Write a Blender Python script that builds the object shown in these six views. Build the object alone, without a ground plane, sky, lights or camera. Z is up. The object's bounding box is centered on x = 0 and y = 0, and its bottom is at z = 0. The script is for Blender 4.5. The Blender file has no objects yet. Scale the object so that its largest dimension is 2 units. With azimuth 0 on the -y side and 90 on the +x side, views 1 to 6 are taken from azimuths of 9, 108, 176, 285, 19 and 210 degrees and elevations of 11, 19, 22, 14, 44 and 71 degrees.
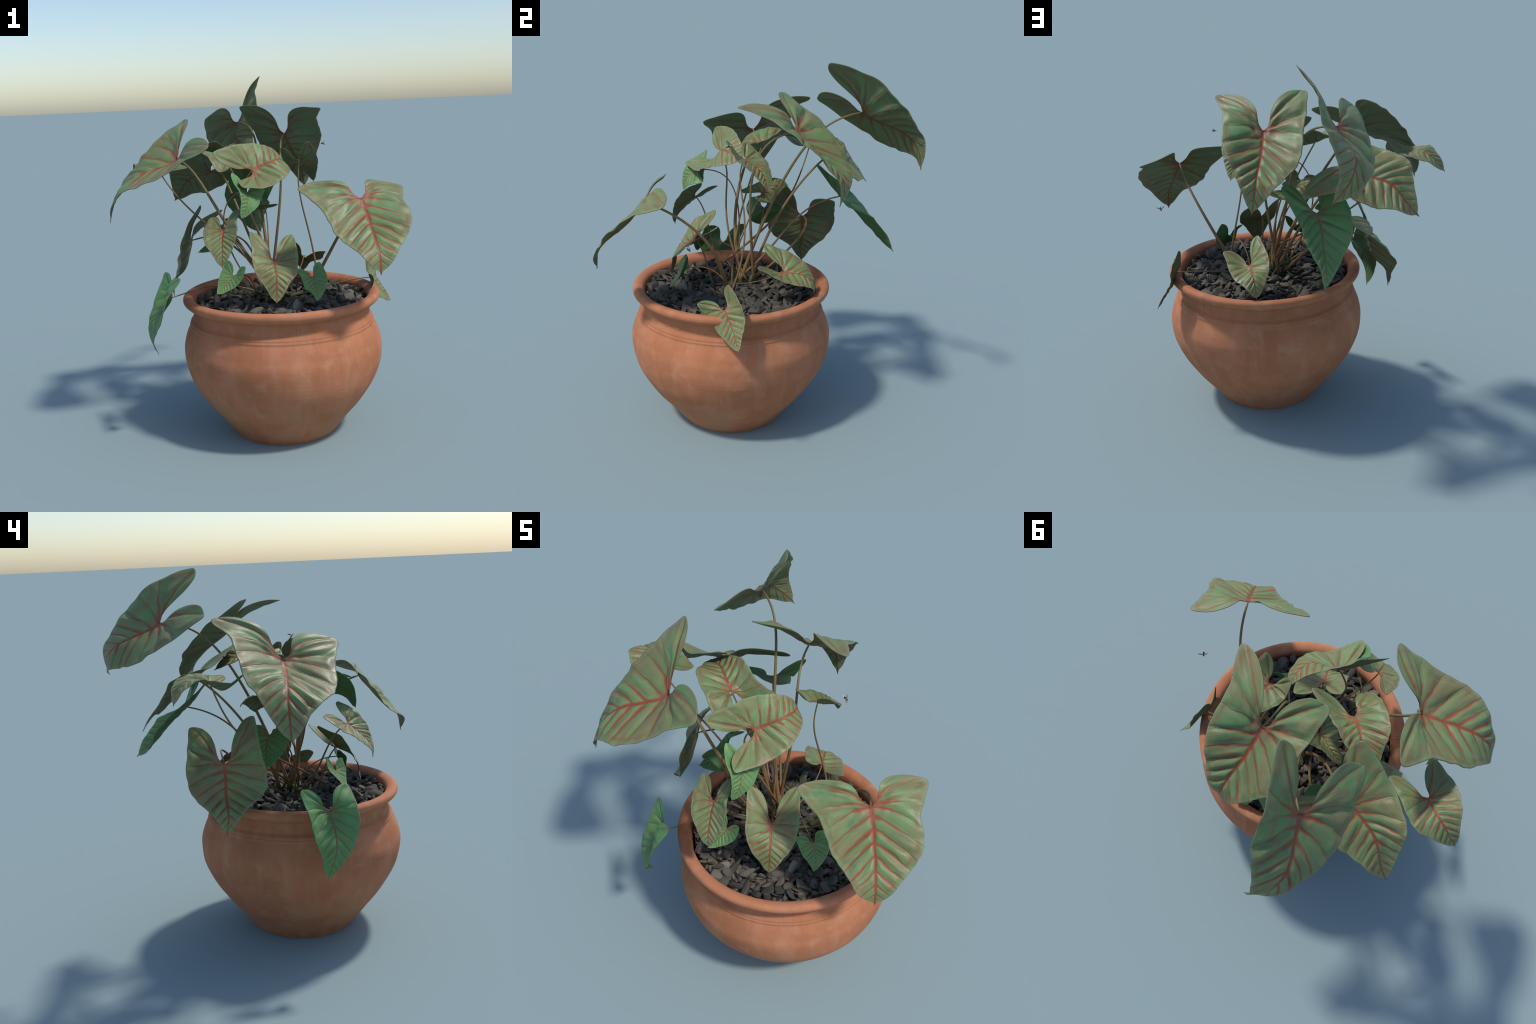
"""A potted foliage plant: terracotta pot, slate gravel, heart shaped leaves on arching petioles, two fireflies."""
import bpy, math, random
import numpy as np
from math import comb
from mathutils import Vector, Matrix

random.seed(7)
rng = np.random.default_rng(7)
COL = bpy.context.scene.collection

# ------------------------------------------------------------------ helpers
def new_object(name, mesh, parent=None, mat=None, loc=(0, 0, 0)):
    o = bpy.data.objects.new(name, mesh)
    COL.objects.link(o)
    o.location = loc
    if parent is not None:
        o.parent = parent
    if mat is not None:
        mesh.materials.append(mat)
    return o

def make_mesh(name, verts, faces, smooth=True):
    me = bpy.data.meshes.new(name)
    me.from_pydata([tuple(map(float, v)) for v in verts], [], [tuple(map(int, f)) for f in faces])
    me.update()
    if smooth:
        me.polygons.foreach_set("use_smooth", [True] * len(me.polygons))
    return me

def catmull(points, m=8):
    P = np.array(points, float)
    P = np.vstack([2 * P[0] - P[1], P, 2 * P[-1] - P[-2]])
    out = []
    for i in range(1, len(P) - 2):
        a, b, c, d = P[i - 1:i + 3]
        for t in np.arange(m) / m:
            out.append(.5 * (2 * b + (c - a) * t + (2 * a - 5 * b + 4 * c - d) * t * t + (3 * b - a - 3 * c + d) * t ** 3))
    out.append(P[-2])
    return np.array(out)

def smoothstep(a, b, x):
    t = np.clip((np.asarray(x, float) - a) / (b - a), 0, 1)
    return t * t * (3 - 2 * t)

class Nodes:
    """small wrapper to write node trees as expressions"""
    def __init__(self, name):
        self.mat = bpy.data.materials.new(name)
        self.mat.use_nodes = True
        self.t = self.mat.node_tree
        self.bsdf = self.t.nodes["Principled BSDF"]
        self.out = self.t.nodes["Material Output"]
    def put(self, sock, v):
        if isinstance(v, bpy.types.NodeSocket):
            self.t.links.new(v, sock)
        elif isinstance(v, (tuple, list)) and len(v) == 3 and sock.type == "RGBA":
            sock.default_value = (*v, 1)
        else:
            sock.default_value = v
    def math(self, op, a, b=0.0, c=0.0, clamp=False):
        n = self.t.nodes.new("ShaderNodeMath"); n.operation = op; n.use_clamp = clamp
        for s, v in zip(n.inputs, (a, b, c)):
            self.put(s, v)
        return n.outputs[0]
    def step(self, x, lo, hi, to_lo=0.0, to_hi=1.0):
        n = self.t.nodes.new("ShaderNodeMapRange"); n.interpolation_type = "SMOOTHSTEP"
        for s, v in zip(n.inputs, (x, lo, hi, to_lo, to_hi)):
            self.put(s, v)
        return n.outputs[0]
    def mix(self, f, a, b, blend="MIX"):
        n = self.t.nodes.new("ShaderNodeMix"); n.data_type = "RGBA"; n.blend_type = blend
        self.put(n.inputs["Factor"], f)
        self.put(n.inputs[6], a); self.put(n.inputs[7], b)
        return n.outputs[2]
    def noise(self, vec, scale, detail=3.0, rough=.55, w=None):
        n = self.t.nodes.new("ShaderNodeTexNoise")
        if w is not None:
            n.noise_dimensions = "4D"; self.put(n.inputs["W"], w)
        self.put(n.inputs["Vector"], vec)
        n.inputs["Scale"].default_value = scale
        n.inputs["Detail"].default_value = detail
        n.inputs["Roughness"].default_value = rough
        return n.outputs[0]
    def coord(self, kind):
        return self.t.nodes.new("ShaderNodeTexCoord").outputs[kind]
    def xyz(self, v):
        n = self.t.nodes.new("ShaderNodeSeparateXYZ"); self.put(n.inputs[0], v)
        return n.outputs
    def vec(self, x, y, z):
        n = self.t.nodes.new("ShaderNodeCombineXYZ")
        for s, v in zip(n.inputs, (x, y, z)):
            self.put(s, v)
        return n.outputs[0]
    def random(self):
        return self.t.nodes.new("ShaderNodeObjectInfo").outputs["Random"]
    def bump(self, h, strength, dist):
        n = self.t.nodes.new("ShaderNodeBump")
        n.inputs["Strength"].default_value = strength
        n.inputs["Distance"].default_value = dist
        self.put(n.inputs["Height"], h)
        return n.outputs[0]
    def set(self, **kw):
        for k, v in kw.items():
            self.put(self.bsdf.inputs[k.replace("_", " ")], v)

# ------------------------------------------------------------------ leaf template
# leaf blade in its own plane: petiole joins at (0,0), tip at (0,-1), lobes at y > 0
HALF = [(.04, .0), (.075, .022), (.090, .075), (.098, .16), (.13, .26), (.20, .375), (.31, .465), (.42, .49), (.505, .478), (.532, .42), (.543, .28),
        (.54, .08), (.50, -.12), (.40, -.36), (.27, -.6), (.145, -.82), (.072, -.915), (.027, -.945), (.010, -.97), (0, -1)]
ANCHORS = dict(joint=(0, 0), mid=(0, -.5), tip=(0, -1), lobe_l=(-.5, .44), lobe_r=(.5, .44), side_l=(-.53, .05), side_r=(.53, .05),
               hip_l=(-.38, -.36), hip_r=(.38, -.36), taper_l=(-.13, -.8), taper_r=(.13, -.8), cleft_l=(-.10, .17), cleft_r=(.10, .17))
# veins of one half: start on the midrib, slope, curvature, width
VEINS = [(0, 1.05, 0, .020), (0, .40, -.25, .017), (0, -.02, -.38, .017), (-.08, -.45, -.2, .018), (-.20, -.70, -.25, .018),
         (-.33, -.80, -.3, .016), (-.47, -.86, -.3, .014), (-.60, -.92, -.3, .012), (-.72, -.97, -.3, .010), (-.83, -1.0, -.3, .008)]

AN = np.array(list(ANCHORS.values()), float)
def tps_kernel(r2):
    return np.where(r2 > 1e-12, .5 * r2 * np.log(np.maximum(r2, 1e-12)), 0)
_n = len(AN)
_K = np.block([[tps_kernel(((AN[:, None] - AN[None]) ** 2).sum(-1)), np.c_[np.ones(_n), AN]],
               [np.c_[np.ones(_n), AN].T, np.zeros((3, 3))]])
_KI = np.linalg.inv(_K)
def bend_weights(q):
    """thin plate weights: how far each anchor pulls a point of the flat blade"""
    return np.c_[tps_kernel(((q[:, None] - AN[None]) ** 2).sum(-1)), np.ones(len(q)), q] @ _KI[:, :_n]

def d_at(a, b):
    return min(1.0, a / b) ** .9

def flat_blade(na=112, nt=34):
    margin = catmull(HALF, 12)
    d = np.r_[0, np.cumsum(np.hypot(*np.diff(margin, axis=0).T))]
    s = np.linspace(0, d[-1], na)
    mx, my = np.interp(s, d, margin[:, 0]), np.interp(s, d, margin[:, 1])
    peak = int(np.argmax(my))
    side = int(np.where((np.arange(na) > peak) & (my < .05))[0][0])
    # the blade hangs on a spine: out along the lobe vein, back to the joint, then down the midrib
    lobe = np.array([.30, .245])
    spine = np.zeros((na, 2))
    for i in range(na):
        if i <= peak: spine[i] = lobe * (d_at(s[i], s[peak]))
        elif i < side: spine[i] = lobe * (1 - (i - peak) / (side - peak))
        else: spine[i] = (0, -np.clip((my[side] - my[i]) / (my[side] + 1), 0, 1))
    pts, faces, index = [], [], {}
    def vid(x, y):
        k = (round(x, 5), round(y, 5))
        if k not in index:
            index[k] = len(pts); pts.append((x, y))
        return index[k]
    for sg in (1, -1):
        grid = [[vid(sg * (spine[i][0] + (mx[i] - spine[i][0]) * t), spine[i][1] + (my[i] - spine[i][1]) * t) for t in np.linspace(0, 1, nt)] for i in range(na)]
        for i in range(na - 1):
            for j in range(nt - 1):
                f = [grid[i][j], grid[i][j + 1], grid[i + 1][j + 1], grid[i + 1][j]]
                f = [a for n, a in enumerate(f) if a != f[n - 1]]
                if len(set(f)) < 3:
                    continue
                p = np.array([pts[a] for a in f])
                area = sum(p[k - 1][0] * p[k][1] - p[k][0] * p[k - 1][1] for k in range(len(p)))
                faces.append(f if area > 0 else f[::-1])
    # close the little bridge between the halves at the petiole
    a, b = vid(mx[0], my[0]), vid(-mx[0], my[0])
    faces.append([vid(0, 0), a, b])
    edge = np.zeros(len(pts))
    return np.array(pts), faces

FLAT, FACES = flat_blade()
XR, Y0, Y1 = float(FLAT[:, 0].max()), -1.0, float(FLAT[:, 1].max())
WEIGHTS = bend_weights(FLAT)
U, Y = np.abs(FLAT[:, 0]), FLAT[:, 1]
VDIST = np.minimum.reduce([np.abs(Y - (a + m * U + c * U * U)) / np.sqrt(1 + m * m) for a, m, c, w in VEINS] + [U * 1.0])
_margin = catmull(HALF, 10)
EDGE = np.min(np.hypot(FLAT[:, None, 0] - np.r_[_margin[:, 0], -_margin[:, 0]][None], FLAT[:, None, 1] - np.r_[_margin[:, 1], _margin[:, 1]][None]), axis=1)

def build_leaf(name, size, parent, mats, seed, relief, anchors):
    A = np.array([anchors[k] for k in ANCHORS], float)
    r = np.random.default_rng(seed)
    P = WEIGHTS @ A
    # local frame for the relief
    e = 1e-3
    tx = (bend_weights(FLAT + [e, 0]) @ A - P) / e
    ty = (bend_weights(FLAT + [0, e]) @ A - P) / e
    N = np.cross(tx, ty); N /= np.linalg.norm(N, axis=1, keepdims=True) + 1e-9
    puff = smoothstep(0, .055, VDIST) - .6
    foot = np.minimum(Y + .6 * U, 0)
    for _ in range(2):
        foot = np.minimum(Y + U * .95 * (1 - np.exp(8 * foot)), 0)
    run = foot + .30 * np.maximum(np.arctan2(Y, U + .01), 0) + .02 * np.sin(7 * FLAT[:, 0] + r.uniform(0, 6.28))
    crimp = sum(np.sin(run * f + FLAT[:, 0] * r.uniform(-3, 3) + np.sign(FLAT[:, 0]) * r.uniform(0, 3) + r.uniform(0, 6.28)) * a for f, a in ((34, .5), (57, .45), (83, .3))) * smoothstep(.02, .12, U)
    fade = smoothstep(0, .09, EDGE) * smoothstep(-1.0, -.75, Y)
    wav = np.zeros(len(P))
    for _ in range(5):
        k = r.normal(size=2) * 9; ph = r.uniform(0, 6.28)
        wav += np.sin(FLAT @ k + ph) * .16
    ruffle = smoothstep(.16, 0, EDGE) * smoothstep(-.97, -.8, Y) * smoothstep(0, .2, U)
    ang = np.arctan2(Y + .2, FLAT[:, 0])
    rip = sum(np.sin(ang * f + r.uniform(0, 6.28)) * a for f, a in ((5, .6), (9, .5), (16, .35)))
    h = size * (relief * (.016 * puff * fade * (1 + 1.1 * wav) + .0080 * crimp * fade + .012 * wav * fade) + .013 * rip * ruffle * (.45 if relief < 1 else 1))
    P = P + N * h[:, None]
    # the margin is not quite regular
    out = (tx * np.sign(FLAT[:, :1]))
    out /= np.linalg.norm(out, axis=1, keepdims=True) + 1e-9
    nick = sum(np.sin(ang * f + r.uniform(0, 6.28)) * a for f, a in ((7, .5), (13, .4), (23, .3)))
    P = P + out * (size * .007 * nick * ruffle)[:, None]
    origin = A[0]
    me = make_mesh(name, np.c_[FLAT, np.zeros(len(FLAT))], FACES)
    o = new_object(name, me, parent, None, tuple(origin))
    for m in mats:
        me.materials.append(m)
    o.shape_key_add(name="flat", from_mix=False)
    key = o.shape_key_add(name="grown", from_mix=False)
    key.data.foreach_set("co", (P - origin).astype(np.float32).ravel())
    key.value = 1.0
    sol = o.modifiers.new("thickness", "SOLIDIFY")
    sol.thickness = .0022 + .002 * size
    sol.offset = -1
    sol.material_offset = 1
    sol.material_offset_rim = 1
    return o

# ------------------------------------------------------------------ leaf materials
def leaf_material(name, field, olive, deep, vein, vein_core, pale, vein_gain=1.0, shade=1.0, wide=1.0, gloss=.42, through=.10):
    n = Nodes(name)
    g = n.xyz(n.coord("Generated"))
    x = n.math("MULTIPLY_ADD", g[0], 2 * XR, -XR)
    y = n.math("MULTIPLY_ADD", g[1], Y1 - Y0, Y0)
    rnd = n.math("MULTIPLY", n.random(), 40.0)
    flat = n.vec(x, y, 0.0)
    wob = n.noise(flat, 5.0, 2.0, .5, rnd)
    wob2 = n.noise(flat, 7.0, 2.0, .5, n.math("ADD", rnd, 7.3))
    yw = n.math("MULTIPLY_ADD", n.math("SUBTRACT", wob, .5), .07, y)
    u = n.math("ABSOLUTE", n.math("MULTIPLY_ADD", n.math("SUBTRACT", wob2, .5), .035, x))
    uu = n.math("MULTIPLY", u, u)
    girth = n.step(n.noise(flat, 9.0, 1.0, .5, n.math("ADD", rnd, 17.0)), .3, .7, .55, 1.25)
    core, halo = None, None
    for a, m, c, w in VEINS:
        curve = n.math("ADD", n.math("MULTIPLY_ADD", u, m, a), n.math("MULTIPLY", uu, c))
        d = n.math("MULTIPLY", n.math("ABSOLUTE", n.math("SUBTRACT", yw, curve)), 1 / math.sqrt(1 + m * m))
        wd = n.math("MULTIPLY", n.math("MULTIPLY_ADD", u, -w * 2.4, w * 1.75 * wide), girth)     # narrower toward the margin
        q = n.math("DIVIDE", d, wd)
        k = n.step(q, .10, 1.15, 1.0, 0.0)
        hz = n.step(q, .4, 3.4, 1.0, 0.0)
        core = k if core is None else n.math("MAXIMUM", core, k)
        halo = hz if halo is None else n.math("MAXIMUM", halo, hz)
    midw = n.math("MULTIPLY_ADD", y, .018, .027 * wide)
    midq = n.math("DIVIDE", u, midw)
    mid = n.step(midq, .3, 1.25, 1.0, 0.0)
    on_blade = n.step(y, -.02, .02, 1.0, 0.0)
    mid = n.math("MULTIPLY", mid, on_blade)
    # thin side veins run with the main ones
    # which side vein a point belongs to: foot on the midrib below, fan angle in the lobes
    foot = n.math("MINIMUM", n.math("MULTIPLY_ADD", u, .6, yw), 0.0)
    for _ in range(2):
        tilt = n.math("MULTIPLY_ADD", n.math("EXPONENT", n.math("MULTIPLY", foot, 8.0)), -.95, .95)
        foot = n.math("MINIMUM", n.math("MULTIPLY_ADD", u, tilt, yw), 0.0)
    fan = n.math("MAXIMUM", n.math("ARCTAN2", yw, n.math("ADD", u, .01)), 0.0)
    run = n.math("MULTIPLY_ADD", fan, .30, foot)
    streak = n.noise(n.vec(n.math("MULTIPLY", run, 17.0), n.math("MULTIPLY", u, 4.0), n.math("SIGN", x)), 1.0, 3.0, .6, rnd)
    fine = n.noise(n.vec(n.math("MULTIPLY", run, 60.0), n.math("MULTIPLY", u, 9.0), n.math("SIGN", x)), 1.0, 2.0, .6, rnd)
    blotch = n.noise(flat, 6.5, 4.0, .6, n.math("ADD", rnd, 3.1))
    # distance from the margin, for the rim vein and the bluish border
    fc = n.t.nodes.new("ShaderNodeFloatCurve")
    cm = fc.mapping.curves[0]
    half = [(-1, 0), (-.94, .04), (-.82, .145), (-.6, .27), (-.36, .40), (-.12, .50), (.08, .54), (.28, .545), (.44, .51), (.48, .44)]
    for i, (yy, xx) in enumerate(half):
        px = (yy - Y0) / (Y1 - Y0)
        if i == 0: cm.points[0].location = (px, xx)
        elif i == 1: cm.points[1].location = (px, xx)
        else: cm.points.new(px, xx)
    fc.mapping.update()
    n.put(fc.inputs["Value"], n.math("DIVIDE", n.math("SUBTRACT", y, Y0), Y1 - Y0))
    inset = n.math("SUBTRACT", fc.outputs[0], u)
    rimline = n.math("MULTIPLY", n.step(inset, .035, .055), n.step(inset, .06, .085, 1.0, 0.0))
    border = n.step(inset, .0, .05, 1.0, 0.0)
    # colours
    patch = n.noise(flat, 3.6, 3.0, .55, n.math("ADD", rnd, 11.7))
    col = n.mix(n.math("MULTIPLY", n.step(streak, .38, .64), .75), field, olive)
    col = n.mix(n.math("MULTIPLY", n.step(patch, .44, .66), .80), col, olive)
    col = n.mix(n.math("MULTIPLY", n.step(blotch, .48, .30), .7), col, deep)
    col = n.mix(n.math("MULTIPLY", n.step(fine, .52, .72), .25), col, pale)
    fresh = n.math("MULTIPLY", n.math("SUBTRACT", halo, core, clamp=True), n.step(u, .05, .40, 1.0, .2))
    col = n.mix(n.math("MULTIPLY", fresh, .65), col, field)
    twig = n.noise(n.vec(n.math("MULTIPLY", run, 26.0), n.math("MULTIPLY", u, 3.2), n.math("SIGN", x)), 1.0, 2.0, .5, n.math("ADD", rnd, 5.5))
    twig = n.step(n.math("ABSOLUTE", n.math("SUBTRACT", twig, .5)), .0, .07, 1.0, 0.0)
    twig = n.math("MULTIPLY", twig, n.step(u, .03, .10))
    earth = n.mix(n.step(u, .06, .46), vein, n.mix(.28, vein, olive))
    col = n.mix(n.math("MULTIPLY", twig, .42 * vein_gain), col, n.mix(.62, vein, olive))
    power = n.math("MULTIPLY", n.step(u, .18, .54, 1.0, .45), n.step(wob, .28, .62, .45, 1.0))
    col = n.mix(n.math("MULTIPLY", n.math("MULTIPLY", core, power), .95 * vein_gain), col, earth)
    col = n.mix(n.math("MULTIPLY", rimline, n.math("MULTIPLY", n.step(wob2, .40, .62), .55 * vein_gain)), col, n.mix(.4, vein, olive))
    col = n.mix(n.math("MULTIPLY", border, .20), col, pale)
    near = n.step(n.math("ADD", n.math("MULTIPLY", uu, 1.0), n.math("MULTIPLY", y, y)), .0, .03, 1.0, 0.0)
    col = n.mix(n.math("MULTIPLY", mid, min(1.0, .96 * vein_gain)), col, n.mix(near, vein, vein_core))
    col = n.mix(n.math("MULTIPLY", near, .30 * vein_gain), col, vein_core)
    if shade != 1.0:
        col = n.mix(1.0, col, (shade, shade, shade), "MULTIPLY")
    h = n.math("MULTIPLY_ADD", fine, .35, n.math("MULTIPLY", n.math("MAXIMUM", core, mid), -.8))
    n.set(Base_Color=col, Roughness=n.step(blotch, .3, .7, gloss, gloss + .14), Normal=n.bump(n.math("MULTIPLY_ADD", streak, .5, h), .35, .006))
    n.bsdf.inputs["Specular IOR Level"].default_value = .45
    tr = n.t.nodes.new("ShaderNodeBsdfTranslucent"); n.put(tr.inputs["Color"], n.mix(.5, col, (.30, .34, .06)))
    mx = n.t.nodes.new("ShaderNodeMixShader"); mx.inputs[0].default_value = through
    n.t.links.new(n.bsdf.outputs[0], mx.inputs[1]); n.t.links.new(tr.outputs[0], mx.inputs[2])
    n.t.links.new(mx.outputs[0], n.out.inputs["Surface"])
    return n.mat

RED, ROSE = (.300, .060, .024), (.36, .085, .055)
FIELD, OLIVE, DEEP, PALE = (.148, .284, .108), (.222, .196, .090), (.088, .170, .078), (.33, .34, .23)
BROWN = (.13, .085, .035)
mat_top = leaf_material("veined_leaf_upper", FIELD, OLIVE, DEEP, RED, ROSE, PALE)
mat_under = leaf_material("veined_leaf_underside", (.125, .230, .115), (.185, .170, .080), (.085, .155, .085), (.180, .070, .028), (.19, .075, .035), (.20, .21, .12), gloss=.55, through=.26)
mat_green = leaf_material("green_leaf_upper", (.105, .295, .10), (.135, .255, .085), (.068, .225, .085), (.21, .13, .05), (.24, .16, .08), (.20, .36, .17), 1.0)
mat_green_under = leaf_material("green_leaf_underside", (.06, .19, .06), (.085, .16, .05), (.045, .14, .055), (.10, .07, .03), (.10, .07, .03), (.12, .2, .09), .7, gloss=.55, through=.22)

def petiole_material():
    n = Nodes("petiole_skin")
    p = n.coord("Object")
    z = n.xyz(p)[2]
    streak = n.noise(n.vec(n.math("MULTIPLY", n.xyz(p)[0], 120.0), n.math("MULTIPLY", n.xyz(p)[1], 120.0), n.math("MULTIPLY", z, 9.0)), 1.0, 2.0)
    col = n.mix(n.step(z, .775, .86), (.060, .095, .032), (.215, .118, .046))
    col = n.mix(n.step(z, 1.10, 1.50), col, (.175, .132, .046))
    col = n.mix(n.math("MULTIPLY", n.step(streak, .45, .7), .5), col, (.13, .075, .03))
    n.set(Base_Color=col, Roughness=.5)
    return n.mat
mat_petiole = petiole_material()

def tube(name, ctrl, r0, r1, parent, mat, segs=36, sides=10):
    C = np.array(ctrl, float); deg = len(C) - 1
    t = np.linspace(0, 1, segs)
    P = sum(comb(deg, k) * (t ** k * (1 - t) ** (deg - k))[:, None] * C[k] for k in range(deg + 1))
    T = np.gradient(P, axis=0); T /= np.linalg.norm(T, axis=1, keepdims=True)
    nrm = np.cross(T[0], (.3, .9, .1)); nrm /= np.linalg.norm(nrm)
    verts = []
    rad = r1 + (r0 - r1) * (1 - t) ** 1.1 + r0 * .35 * np.exp(-t * 14)
    rad[-2:] *= (1.0, .7)
    for i in range(segs):
        nrm = nrm - T[i] * (nrm @ T[i]); nrm /= np.linalg.norm(nrm)
        b = np.cross(T[i], nrm)
        for k in range(sides):
            a = math.tau * k / sides
            verts.append(P[i] + rad[i] * (math.cos(a) * nrm + math.sin(a) * b))
    faces = [(i * sides + k, i * sides + (k + 1) % sides, (i + 1) * sides + (k + 1) % sides, (i + 1) * sides + k) for i in range(segs - 1) for k in range(sides)]
    faces += [tuple(range(sides))[::-1], tuple((segs - 1) * sides + k for k in range(sides))]
    return new_object(name, make_mesh(name, verts, faces), parent, mat)

# ------------------------------------------------------------------ the thing
CX, CY = .1087, -.2175                      # axis of the pot
plant = bpy.data.objects.new("potted_plant", None)
COL.objects.link(plant)
plant["label"] = "heart-leaved plant with red veins in a terracotta pot"
plant["category"] = "potted plant"

# ------------------------------------------------------------------ pot
def build_pot():
    outer = [(.06, .0), (.27, .0), (.2925, .003), (.3298, .05), (.3846, .12), (.4473, .2), (.5096, .3), (.5497, .4), (.5605, .5), (.5500, .555),
             (.5400, .585), (.5290, .610), (.5215, .625), (.5188, .632), (.5200, .640), (.5158, .6455), (.5140, .650), (.5142, .656), (.5080, .663),
             (.4970, .674), (.4935, .690), (.4930, .710), (.4955, .726), (.5080, .738), (.5280, .750), (.5460, .767), (.5502, .782), (.5470, .794), (.537, .802), (.525, .804),
             (.510, .801), (.497, .794), (.488, .783), (.483, .77), (.479, .745), (.475, .70)]
    prof = catmull(outer, 4)
    d = np.r_[0, np.cumsum(np.hypot(*np.diff(prof, axis=0).T))]
    rows = 400
    s = np.linspace(0, d[-1], rows)
    R, Z = np.interp(s, d, prof[:, 0]), np.interp(s, d, prof[:, 1])
    segs = 840
    th = np.arange(segs) * math.tau / segs
    RR, TT = np.meshgrid(R, th, indexing="ij"); ZZ = np.repeat(Z[:, None], segs, 1)
    # stamped frieze of rings and scrolls round the neck
    motifs = 13
    arc = ((TT * motifs / math.tau) % 1 - .5) * math.tau / motifs * .5
    v = ZZ - .701
    def ring(cx, cz, r, w):
        return np.exp(-((np.hypot(arc - cx, v - cz) - r) / w) ** 2)
    relief = ring(0, 0, .019, .0045) + .7 * np.exp(-(np.hypot(arc, v) / .006) ** 2)
    for sg in (-1, 1):
        relief += .8 * ring(sg * .048, .004, .012, .004) * (v > -.012) + .6 * ring(sg * .074, -.008, .009, .004)
    outside = (np.arange(rows) < np.argmax(R * (Z > .7)))[:, None]
    relief = relief * np.exp(-(v / .027) ** 4) * outside
    # slow hand-thrown unevenness
    wob = .0016 * np.sin(2 * TT + 9 * ZZ) + .0012 * np.sin(3 * TT - 14 * ZZ + 1.0) + .0007 * np.sin(46 * ZZ + 2 * np.sin(TT))
    RR = RR + .0045 * relief + wob
    verts = np.stack([RR * np.cos(TT), RR * np.sin(TT), ZZ], -1).reshape(-1, 3)
    faces = [(i * segs + k, i * segs + (k + 1) % segs, (i + 1) * segs + (k + 1) % segs, (i + 1) * segs + k) for i in range(rows - 1) for k in range(segs)]
    faces.append(tuple(range(segs))[::-1])
    return make_mesh("pot", verts, faces)

def terracotta():
    n = Nodes("terracotta")
    p = n.coord("Object"); X = n.xyz(p)
    big = n.noise(p, 5.0, 5.0, .6)
    mid = n.noise(p, 14.0, 4.0, .6)
    ang = n.math("ARCTAN2", X[1], X[0])
    drip = n.noise(n.vec(n.math("MULTIPLY", n.math("COSINE", ang), 6.0), n.math("MULTIPLY", n.math("SINE", ang), 6.0), n.math("MULTIPLY", X[2], 2.6)), 1.0, 3.0, .6)
    grain = n.noise(p, 160.0, 3.0, .6)
    col = n.mix(n.step(big, .36, .64), (.40, .150, .070), (.475, .185, .092))
    col = n.mix(n.math("MULTIPLY", n.step(drip, .46, .74), .38), col, (.54, .265, .155))
    col = n.mix(n.math("MULTIPLY", n.step(mid, .50, .74), .40), col, (.54, .28, .165))
    low = n.step(X[2], .08, .50, 1.0, .0)
    col = n.mix(n.math("MULTIPLY", n.math("MULTIPLY", low, n.step(big, .42, .66)), .55), col, (.36, .200, .105))
    col = n.mix(n.math("MULTIPLY", n.step(grain, .55, .75), .16), col, (.30, .12, .06))
    neck = n.math("MULTIPLY", n.step(X[2], .62, .68), n.step(X[2], .73, .76, 1.0, 0.0))
    col = n.mix(n.math("MULTIPLY", neck, .22), col, (.30, .125, .06))
    n.set(Base_Color=col, Roughness=.82, Normal=n.bump(n.math("MULTIPLY_ADD", grain, .35, mid), .25, .004))
    n.bsdf.inputs["Specular IOR Level"].default_value = .25
    return n.mat
pot = new_object("pot", build_pot(), plant, terracotta(), (CX, CY, 0))

# ------------------------------------------------------------------ gravel
def stone_material():
    n = Nodes("slate_gravel")
    p = n.coord("Object"); r = n.random()
    g = n.noise(p, 60.0, 4.0, .6, n.math("MULTIPLY", r, 30.0))
    col = n.mix(n.step(r, .05, .95), (.040, .035, .028), (.108, .091, .066))
    col = n.mix(n.step(r, .93, .98), col, (.19, .18, .15))
    col = n.mix(n.math("MULTIPLY", n.step(g, .45, .7), .4), col, (.10, .094, .076))
    n.set(Base_Color=col, Roughness=.75, Normal=n.bump(g, .35, .003))
    return n.mat
mat_stone = stone_material()

def stone_mesh(k):
    import bmesh
    bm = bmesh.new(); bmesh.ops.create_icosphere(bm, subdivisions=3, radius=1.0)
    V = np.array([v.co[:] for v in bm.verts]); F = [[v.index for v in f.verts] for f in bm.faces]; bm.free()
    r = np.random.default_rng(100 + k)
    for _ in range(10):
        nn = r.normal(size=3); nn /= np.linalg.norm(nn); lim = r.uniform(.42, .80)
        over = np.maximum(V @ nn - lim, 0)
        V = V - over[:, None] * nn * .98
    V = V * [1, r.uniform(.45, .75), r.uniform(.25, .48)]
    V = V / np.abs(V).max()
    return V, F
STONES = [stone_mesh(k) for k in range(14)]
STONE_MESH = []
for V, F in STONES:
    me = make_mesh("pebble", V, F)
    me.materials.append(mat_stone)
    STONE_MESH.append(me)

def scatter(count, radius, gap, r):
    pts = []
    tries = 0
    while len(pts) < count and tries < 40000:
        tries += 1
        a, q = r.uniform(0, math.tau), radius * math.sqrt(r.uniform())
        p = (q * math.cos(a), q * math.sin(a))
        if all((p[0] - s[0]) ** 2 + (p[1] - s[1]) ** 2 > gap * gap for s in pts):
            pts.append(p)
    return pts

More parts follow.
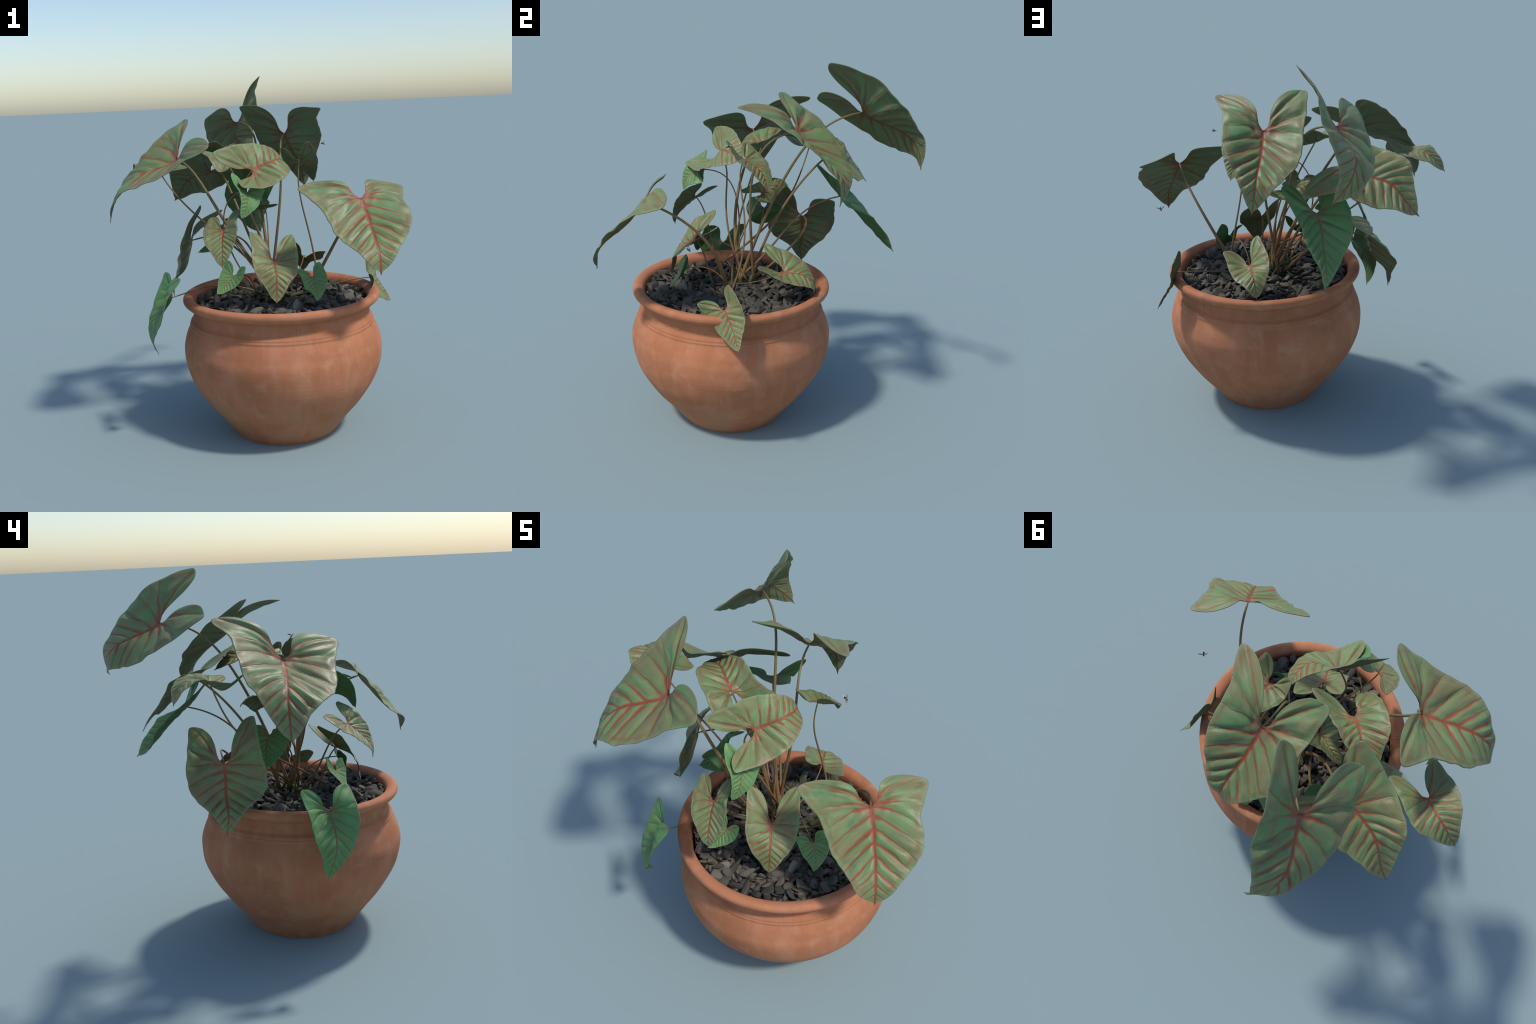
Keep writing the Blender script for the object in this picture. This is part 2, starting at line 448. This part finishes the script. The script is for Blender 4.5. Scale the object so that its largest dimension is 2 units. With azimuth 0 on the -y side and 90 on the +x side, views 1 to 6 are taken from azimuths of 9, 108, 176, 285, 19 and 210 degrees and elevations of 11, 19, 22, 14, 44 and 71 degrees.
soil_top = .745
ring = [(q, a) for q in (.12, .24, .36, .468) for a in range(40)]
sv = [(0, 0, soil_top)] + [(q * math.cos(a * math.tau / 40), q * math.sin(a * math.tau / 40), soil_top + .006 * math.sin(a * 3.1 + q * 30)) for q, a in ring]
sv += [(.468 * math.cos(a * math.tau / 40), .468 * math.sin(a * math.tau / 40), .60) for a in range(40)]
sf = [(0, 1 + a, 1 + (a + 1) % 40) for a in range(40)]
sf += [(1 + k * 40 + a, 1 + (k + 1) * 40 + a, 1 + (k + 1) * 40 + (a + 1) % 40, 1 + k * 40 + (a + 1) % 40) for k in range(4) for a in range(40)]
sf += [tuple(1 + 160 + a for a in range(40))[::-1]]
ns = Nodes("dark_soil"); ns.set(Base_Color=(.022, .020, .018), Roughness=.95)
soil = new_object("soil", make_mesh("soil", sv, sf), plant, ns.mat, (CX, CY, 0))

gr = np.random.default_rng(11)
top = scatter(300, .458, .036, gr)
for i, (x, y) in enumerate(top):
    o = bpy.data.objects.new("pebble", STONE_MESH[i % len(STONE_MESH)])
    COL.objects.link(o)
    o.parent = soil
    s = gr.uniform(.029, .046) * (1.0 if gr.uniform() < .85 else 1.2)
    o.location = (x, y, .760 + gr.uniform(-.004, .008))
    o.rotation_euler = (gr.normal() * .6, gr.normal() * .6, gr.uniform(0, 6.28))
    o.scale = (s, s, s)
bv, bf = [], []
for i, (x, y) in enumerate(scatter(640, .463, .0215, gr)):
    V, F = STONES[(i * 5) % len(STONES)]
    e = Matrix.Rotation(gr.uniform(0, 6.28), 3, "Z") @ Matrix.Rotation(gr.normal() * .5, 3, "X")
    W = (V * gr.uniform(.020, .032)) @ np.array(e).T + [x, y, .748 + gr.uniform(-.004, .006)]
    bf += [tuple(a + len(bv) for a in f) for f in F]
    bv += list(W)
bed = new_object("gravel_bed", make_mesh("gravel_bed", bv, bf), soil, mat_stone)
bed["kind"] = "stuff"

# ------------------------------------------------------------------ leaves and petioles
# every leaf: petiole path (base to joint), radii, then where the anchors of the blade stand in space
GREEN = dict(mats=(mat_green, mat_green_under), relief=.8)
VEINED = dict(mats=(mat_top, mat_under), relief=1.0)
count = [0]
def leaf(size, look, path, radii, **anchors):
    count[0] += 1
    stalk = tube("petiole", path + [anchors["joint"]], radii[0], radii[1], plant, mat_petiole)
    blade = build_leaf("leaf", size, plant, look["mats"], 50 + count[0], look["relief"], anchors)
    return blade

leaf(0.522, VEINED, [(0.078, -0.182, 0.768), (-0.045, -0.042, 1.280), (-0.042, 0.131, 1.601), (-0.033, 0.242, 1.714)], (0.0095, 0.0048),
     joint=(-0.211, 0.423, 1.735), mid=(-0.270, 0.641, 1.634), tip=(-0.138, 0.764, 1.459), lobe_l=(-0.044, 0.292, 1.992), lobe_r=(-0.346, 0.152, 1.761), side_l=(-0.107, 0.500, 1.929), side_r=(-0.390, 0.321, 1.653), hip_l=(-0.132, 0.663, 1.766), hip_r=(-0.369, 0.521, 1.546), taper_l=(-0.181, 0.771, 1.571), taper_r=(-0.246, 0.722, 1.502), cleft_l=(-0.174, 0.381, 1.821), cleft_r=(-0.237, 0.335, 1.787))
leaf(0.512, VEINED, [(0.037, -0.108, 0.775), (0.094, -0.112, 1.220), (0.171, -0.126, 1.481), (0.078, -0.068, 1.618)], (0.0085, 0.0048),
     joint=(0.117, 0.151, 1.666), mid=(0.155, 0.337, 1.526), tip=(0.201, 0.411, 1.310), lobe_l=(0.335, -0.074, 1.804), lobe_r=(-0.109, 0.021, 1.823), side_l=(0.313, 0.080, 1.744), side_r=(-0.086, 0.187, 1.722), hip_l=(0.314, 0.279, 1.625), hip_r=(-0.029, 0.364, 1.556), taper_l=(0.234, 0.423, 1.432), taper_r=(0.139, 0.445, 1.411), cleft_l=(0.144, 0.107, 1.754), cleft_r=(0.076, 0.104, 1.738))
leaf(0.541, VEINED, [(0.075, -0.167, 0.777), (-0.138, -0.337, 1.128), (-0.261, -0.318, 1.358), (-0.326, -0.206, 1.490)], (0.011, 0.0055),
     joint=(-0.432, -0.278, 1.565), mid=(-0.676, -0.350, 1.470), tip=(-0.802, -0.397, 1.232), lobe_l=(-0.476, 0.037, 1.762), lobe_r=(-0.219, -0.493, 1.630), side_l=(-0.578, -0.076, 1.676), side_r=(-0.360, -0.512, 1.544), hip_l=(-0.696, -0.160, 1.538), hip_r=(-0.579, -0.544, 1.446), taper_l=(-0.795, -0.319, 1.341), taper_r=(-0.769, -0.442, 1.340), cleft_l=(-0.414, -0.208, 1.674), cleft_r=(-0.377, -0.308, 1.634))
leaf(0.452, VEINED, [(0.235, -0.186, 0.792), (0.344, -0.167, 0.866), (0.399, -0.148, 1.081), (0.535, -0.227, 1.258)], (0.0115, 0.0055),
     joint=(0.576, -0.499, 1.346), mid=(0.638, -0.641, 1.189), tip=(0.675, -0.735, 0.996), lobe_l=(0.270, -0.538, 1.405), lobe_r=(0.772, -0.314, 1.381), side_l=(0.378, -0.600, 1.320), side_r=(0.788, -0.462, 1.336), hip_l=(0.461, -0.663, 1.194), hip_r=(0.821, -0.582, 1.239), taper_l=(0.612, -0.756, 1.083), taper_r=(0.734, -0.714, 1.085), cleft_l=(0.509, -0.491, 1.414), cleft_r=(0.599, -0.443, 1.416))
leaf(0.314, VEINED, [(0.067, -0.136, 0.789), (0.074, -0.308, 1.094), (-0.038, -0.319, 1.267), (-0.133, -0.285, 1.376)], (0.006, 0.004),
     joint=(-0.004, -0.325, 1.492), mid=(0.120, -0.257, 1.545), tip=(0.142, -0.133, 1.510), lobe_l=(-0.013, -0.531, 1.424), lobe_r=(-0.185, -0.421, 1.597), side_l=(0.073, -0.439, 1.410), side_r=(-0.092, -0.344, 1.631), hip_l=(0.164, -0.341, 1.450), hip_r=(0.005, -0.239, 1.624), taper_l=(0.178, -0.191, 1.489), taper_r=(0.117, -0.156, 1.568), cleft_l=(-0.027, -0.372, 1.456), cleft_r=(-0.060, -0.357, 1.503))
leaf(0.324, VEINED, [(0.084, -0.221, 0.766), (0.048, -0.235, 0.974), (-0.007, -0.217, 1.168), (-0.084, -0.171, 1.350)], (0.006, 0.004),
     joint=(-0.180, -0.135, 1.529), mid=(-0.272, -0.025, 1.572), tip=(-0.371, 0.089, 1.511), lobe_l=(0.027, -0.145, 1.566), lobe_r=(-0.199, -0.293, 1.491), side_l=(-0.073, -0.081, 1.575), side_r=(-0.274, -0.231, 1.571), hip_l=(-0.174, -0.002, 1.621), hip_r=(-0.349, -0.126, 1.597), taper_l=(-0.311, 0.065, 1.550), taper_r=(-0.369, 0.019, 1.540), cleft_l=(-0.122, -0.153, 1.511), cleft_r=(-0.160, -0.188, 1.534))
leaf(0.438, VEINED, [(0.059, -0.126, 0.768), (-0.110, -0.072, 1.147), (-0.229, 0.102, 1.383), (-0.280, 0.244, 1.498)], (0.0085, 0.0048),
     joint=(-0.351, 0.212, 1.450), mid=(-0.522, 0.288, 1.393), tip=(-0.638, 0.380, 1.254), lobe_l=(-0.070, 0.387, 1.390), lobe_r=(-0.283, -0.003, 1.631), side_l=(-0.235, 0.353, 1.391), side_r=(-0.443, 0.058, 1.551), hip_l=(-0.388, 0.369, 1.322), hip_r=(-0.601, 0.201, 1.504), taper_l=(-0.552, 0.383, 1.290), taper_r=(-0.622, 0.328, 1.339), cleft_l=(-0.269, 0.239, 1.487), cleft_r=(-0.312, 0.173, 1.514))
leaf(0.288, VEINED, [(0.113, -0.368, 0.806), (-0.068, -0.151, 1.010), (-0.267, -0.002, 1.090), (-0.485, -0.013, 1.229)], (0.007, 0.004),
     joint=(-0.626, 0.027, 1.478), mid=(-0.725, 0.105, 1.508), tip=(-0.825, 0.142, 1.412), lobe_l=(-0.446, 0.033, 1.495), lobe_r=(-0.588, -0.122, 1.520), side_l=(-0.536, 0.108, 1.517), side_r=(-0.689, -0.090, 1.494), hip_l=(-0.640, 0.182, 1.507), hip_r=(-0.761, 0.000, 1.521), taper_l=(-0.771, 0.163, 1.448), taper_r=(-0.810, 0.108, 1.466), cleft_l=(-0.573, 0.016, 1.473), cleft_r=(-0.606, -0.017, 1.453))
leaf(0.417, VEINED, [(0.015, -0.149, 0.764), (-0.079, 0.085, 0.958), (-0.129, 0.176, 1.085), (-0.223, 0.134, 1.104)], (0.007, 0.0042),
     joint=(-0.453, 0.035, 1.053), mid=(-0.501, 0.019, 0.890), tip=(-0.575, 0.003, 0.716), lobe_l=(-0.313, 0.253, 1.190), lobe_r=(-0.369, -0.103, 1.264), side_l=(-0.446, 0.230, 1.089), side_r=(-0.454, -0.153, 1.122), hip_l=(-0.570, 0.177, 0.943), hip_r=(-0.473, -0.177, 0.946), taper_l=(-0.578, 0.036, 0.795), taper_r=(-0.567, -0.057, 0.808), cleft_l=(-0.448, 0.079, 1.124), cleft_r=(-0.445, -0.002, 1.120))
leaf(0.418, GREEN, [(0.070, -0.222, 0.779), (0.038, -0.005, 0.947), (-0.005, 0.062, 1.121), (-0.068, 0.125, 1.235)], (0.007, 0.004),
     joint=(-0.128, 0.337, 1.282), mid=(-0.144, 0.486, 1.137), tip=(-0.125, 0.649, 0.998), lobe_l=(0.038, 0.345, 1.408), lobe_r=(-0.211, 0.194, 1.421), side_l=(-0.036, 0.396, 1.258), side_r=(-0.289, 0.309, 1.310), hip_l=(-0.048, 0.525, 1.211), hip_r=(-0.279, 0.450, 1.184), taper_l=(-0.118, 0.609, 1.078), taper_r=(-0.174, 0.571, 1.040), cleft_l=(-0.077, 0.312, 1.341), cleft_r=(-0.146, 0.282, 1.329))
leaf(0.179, GREEN, [(-0.001, -0.221, 0.768), (-0.216, -0.270, 1.052), (-0.250, -0.292, 1.272), (-0.134, -0.316, 1.390)], (0.0045, 0.003),
     joint=(-0.020, -0.458, 1.389), mid=(-0.003, -0.529, 1.336), tip=(-0.037, -0.566, 1.262), lobe_l=(-0.095, -0.447, 1.486), lobe_r=(0.068, -0.426, 1.395), side_l=(-0.079, -0.503, 1.446), side_r=(0.043, -0.408, 1.339), hip_l=(-0.037, -0.546, 1.394), hip_r=(0.042, -0.478, 1.320), taper_l=(-0.034, -0.566, 1.305), taper_r=(-0.006, -0.542, 1.279), cleft_l=(-0.037, -0.443, 1.417), cleft_r=(-0.013, -0.426, 1.397))
leaf(0.237, VEINED, [(0.091, -0.255, 0.767), (0.053, -0.358, 0.914), (-0.025, -0.402, 1.045), (-0.111, -0.444, 1.140)], (0.006, 0.0035),
     joint=(-0.139, -0.536, 1.202), mid=(-0.133, -0.624, 1.127), tip=(-0.126, -0.664, 1.021), lobe_l=(-0.229, -0.436, 1.246), lobe_r=(-0.059, -0.483, 1.295), side_l=(-0.248, -0.517, 1.196), side_r=(-0.059, -0.569, 1.252), hip_l=(-0.221, -0.600, 1.140), hip_r=(-0.059, -0.627, 1.170), taper_l=(-0.155, -0.662, 1.067), taper_r=(-0.101, -0.665, 1.070), cleft_l=(-0.159, -0.503, 1.226), cleft_r=(-0.125, -0.516, 1.239))
leaf(0.295, VEINED, [(0.132, -0.315, 0.763), (0.122, -0.350, 0.840), (0.106, -0.368, 0.914), (0.096, -0.392, 0.975)], (0.005, 0.0035),
     joint=(0.107, -0.436, 1.020), mid=(0.132, -0.544, 0.950), tip=(0.134, -0.569, 0.810), lobe_l=(-0.021, -0.376, 1.157), lobe_r=(0.193, -0.280, 1.124), side_l=(-0.002, -0.480, 1.099), side_r=(0.227, -0.377, 1.057), hip_l=(0.025, -0.546, 0.984), hip_r=(0.231, -0.482, 0.971), taper_l=(0.099, -0.564, 0.867), taper_r=(0.167, -0.555, 0.867), cleft_l=(0.079, -0.405, 1.063), cleft_r=(0.114, -0.379, 1.041))
leaf(0.138, GREEN, [(-0.021, -0.232, 0.766), (-0.031, -0.282, 0.858), (-0.040, -0.337, 0.922), (-0.064, -0.398, 0.948)], (0.0045, 0.003),
     joint=(-0.110, -0.466, 0.941), mid=(-0.149, -0.503, 0.897), tip=(-0.190, -0.542, 0.857), lobe_l=(-0.149, -0.426, 1.013), lobe_r=(-0.042, -0.490, 0.989), side_l=(-0.174, -0.437, 0.969), side_r=(-0.053, -0.509, 0.939), hip_l=(-0.186, -0.477, 0.930), hip_r=(-0.094, -0.517, 0.893), taper_l=(-0.188, -0.520, 0.881), taper_r=(-0.158, -0.533, 0.864), cleft_l=(-0.114, -0.452, 0.964), cleft_r=(-0.090, -0.464, 0.959))
leaf(0.337, GREEN, [(0.047, -0.215, 0.765), (-0.126, -0.258, 0.855), (-0.244, -0.316, 0.887), (-0.335, -0.396, 0.848)], (0.0045, 0.003),
     joint=(-0.453, -0.486, 0.828), mid=(-0.559, -0.539, 0.678), tip=(-0.546, -0.490, 0.506), lobe_l=(-0.522, -0.367, 0.931), lobe_r=(-0.385, -0.570, 0.937), side_l=(-0.557, -0.411, 0.832), side_r=(-0.442, -0.627, 0.845), hip_l=(-0.591, -0.449, 0.723), hip_r=(-0.489, -0.628, 0.714), taper_l=(-0.581, -0.488, 0.576), taper_r=(-0.554, -0.545, 0.572), cleft_l=(-0.460, -0.453, 0.877), cleft_r=(-0.468, -0.509, 0.880))
leaf(0.147, GREEN, [(0.194, -0.187, 0.771), (0.200, -0.228, 0.855), (0.216, -0.278, 0.909), (0.251, -0.337, 0.927)], (0.0045, 0.003),
     joint=(0.306, -0.406, 0.916), mid=(0.333, -0.447, 0.862), tip=(0.335, -0.490, 0.803), lobe_l=(0.230, -0.443, 0.963), lobe_r=(0.348, -0.386, 0.991), side_l=(0.258, -0.467, 0.925), side_r=(0.379, -0.393, 0.941), hip_l=(0.275, -0.461, 0.870), hip_r=(0.384, -0.419, 0.881), taper_l=(0.325, -0.486, 0.834), taper_r=(0.355, -0.468, 0.824), cleft_l=(0.287, -0.409, 0.937), cleft_r=(0.312, -0.394, 0.940))
leaf(0.261, VEINED, [(0.072, -0.206, 0.768), (0.130, -0.119, 0.801), (0.178, -0.037, 0.835), (0.205, 0.041, 0.877)], (0.0045, 0.003),
     joint=(0.209, 0.117, 0.930), mid=(0.194, 0.240, 0.915), tip=(0.186, 0.287, 0.803), lobe_l=(0.342, 0.030, 0.974), lobe_r=(0.153, 0.005, 1.048), side_l=(0.323, 0.117, 0.932), side_r=(0.123, 0.105, 1.019), hip_l=(0.293, 0.213, 0.894), hip_r=(0.111, 0.209, 0.955), taper_l=(0.217, 0.289, 0.852), taper_r=(0.156, 0.281, 0.857), cleft_l=(0.232, 0.072, 0.938), cleft_r=(0.202, 0.082, 0.968))
leaf(0.225, VEINED, [(0.088, -0.217, 0.765), (0.243, -0.160, 0.778), (0.381, -0.107, 0.807), (0.503, -0.070, 0.840)], (0.0045, 0.003),
     joint=(0.619, -0.060, 0.839), mid=(0.666, 0.001, 0.754), tip=(0.724, 0.055, 0.673), lobe_l=(0.632, -0.198, 0.853), lobe_r=(0.595, -0.046, 0.962), side_l=(0.614, -0.151, 0.784), side_r=(0.629, 0.017, 0.908), hip_l=(0.655, -0.081, 0.733), hip_r=(0.645, 0.054, 0.818), taper_l=(0.703, 0.009, 0.691), taper_r=(0.701, 0.054, 0.721), cleft_l=(0.605, -0.097, 0.856), cleft_r=(0.591, -0.058, 0.871))
leaf(0.217, VEINED, [(0.313, -0.154, 0.780), (0.305, -0.027, 1.076), (0.199, -0.074, 1.271), (0.214, -0.182, 1.418)], (0.006, 0.0032),
     joint=(0.225, -0.091, 1.525), mid=(0.262, 0.006, 1.479), tip=(0.290, 0.053, 1.385), lobe_l=(0.288, -0.171, 1.621), lobe_r=(0.128, -0.110, 1.590), side_l=(0.321, -0.121, 1.561), side_r=(0.130, -0.046, 1.538), hip_l=(0.322, -0.048, 1.502), hip_r=(0.183, 0.016, 1.498), taper_l=(0.303, 0.027, 1.426), taper_r=(0.258, 0.057, 1.427), cleft_l=(0.232, -0.126, 1.548), cleft_r=(0.194, -0.115, 1.535))
leaf(0.214, GREEN, [(0.079, -0.210, 0.765), (-0.000, -0.174, 0.859), (-0.077, -0.146, 0.954), (-0.150, -0.131, 1.050)], (0.0045, 0.003),
     joint=(-0.218, -0.133, 1.149), mid=(-0.280, -0.134, 1.060), tip=(-0.373, -0.159, 1.015), lobe_l=(-0.169, -0.030, 1.187), lobe_r=(-0.306, -0.244, 1.174), side_l=(-0.241, -0.019, 1.162), side_r=(-0.240, -0.249, 1.131), hip_l=(-0.291, -0.056, 1.099), hip_r=(-0.228, -0.204, 1.057), taper_l=(-0.346, -0.122, 1.037), taper_r=(-0.325, -0.173, 1.022), cleft_l=(-0.223, -0.117, 1.187), cleft_r=(-0.232, -0.161, 1.177))
leaf(0.209, VEINED, [(0.051, -0.263, 0.774), (0.045, -0.182, 1.065), (0.041, -0.093, 1.259), (0.018, -0.052, 1.334)], (0.0045, 0.003),
     joint=(-0.044, -0.088, 1.282), mid=(-0.120, -0.024, 1.336), tip=(-0.213, 0.011, 1.297), lobe_l=(0.081, -0.061, 1.268), lobe_r=(-0.022, -0.204, 1.291), side_l=(0.004, -0.028, 1.245), side_r=(-0.089, -0.167, 1.310), hip_l=(-0.095, -0.023, 1.259), hip_r=(-0.131, -0.096, 1.339), taper_l=(-0.167, 0.014, 1.307), taper_r=(-0.189, -0.015, 1.331), cleft_l=(-0.005, -0.096, 1.277), cleft_r=(-0.026, -0.122, 1.286))

# a low runner carries the stalks on the right
tube("runner", [(.09, -.22, .762), (.16, -.215, .775), (.24, -.19, .775), (.30, -.17, .80)], .011, .010, plant, mat_petiole)

# ------------------------------------------------------------------ fireflies
def firefly(tail, head, wing_tips):
    tail, head = Vector(tail), Vector(head)
    axis = (head - tail); L = axis.length; axis.normalize()
    side = (Vector(wing_tips[0]) - Vector(wing_tips[1])); side = (side - axis * side.dot(axis)).normalized()
    up = side.cross(axis)
    if up.z < 0: up = -up
    base = bpy.data.objects.new("firefly", None); COL.objects.link(base)
    base.location = (tail + head) / 2
    base["label"] = "tiny dark firefly with a pale yellow tail"
    base["category"] = "insect"
    def body(name, a, b, r, mat, pinch=.6):
        vs, fs, k, m = [], [], 12, 12
        for i in range(m + 1):
            t = i / m
            rr = r * math.sin(math.pi * min(max(t, .02), .98)) ** pinch
            c = -axis * L / 2 + axis * L * (a + (b - a) * t)
            vs += [c + side * rr * math.cos(q * math.tau / k) + up * rr * .8 * math.sin(q * math.tau / k) for q in range(k)]
        fs = [(i * k + q, i * k + (q + 1) % k, (i + 1) * k + (q + 1) % k, (i + 1) * k + q) for i in range(m) for q in range(k)]
        fs += [tuple(range(k))[::-1], tuple(m * k + q for q in range(k))]
        return new_object(name, make_mesh(name, vs, fs), base, mat)
    body("tail_light", 0, .34, .0038, mat_glow)
    body("abdomen", .2, .82, .0048, mat_shell, .5)
    body("head", .72, 1.0, .0042, mat_shell)
    for sg, tip in zip((1, -1), wing_tips):
        root = axis * L * .22 + up * .002
        end = Vector(tip) - base.location
        d = (end - root); wl = d.length; d.normalize()
        w = d.cross(up).normalized(); nn = d.cross(w)
        vs, fs, k, m = [], [], 8, 10
        for i in range(m + 1):
            t = i / m; hw = .0036 * math.sin(math.pi * min(max(t, .03), .97)) ** .6
            c = root + d * wl * t
            vs += [c + w * hw * math.cos(q * math.tau / k) + nn * .0004 * math.sin(q * math.tau / k) for q in range(k)]
        fs = [(i * k + q, i * k + (q + 1) % k, (i + 1) * k + (q + 1) % k, (i + 1) * k + q) for i in range(m) for q in range(k)]
        fs += [tuple(range(k))[::-1], tuple(m * k + q for q in range(k))]
        new_object("wing", make_mesh("wing", vs, fs), base, mat_wing)
g = Nodes("firefly_tail"); g.set(Base_Color=(.62, .62, .28), Roughness=.4); mat_glow = g.mat
g = Nodes("firefly_shell"); g.set(Base_Color=(.025, .022, .022), Roughness=.4); mat_shell = g.mat
g = Nodes("firefly_wing"); g.set(Base_Color=(.20, .11, .12), Roughness=.4, Alpha=.55); mat_wing = g.mat
firefly((.690, -.233, 1.174), (.680, -.212, 1.151), ((.705, -.201, 1.176), (.663, -.227, 1.175)))
firefly((.345, -.125, 1.617), (.373, -.142, 1.608), ((.367, -.122, 1.626), (.372, -.165, 1.610)))
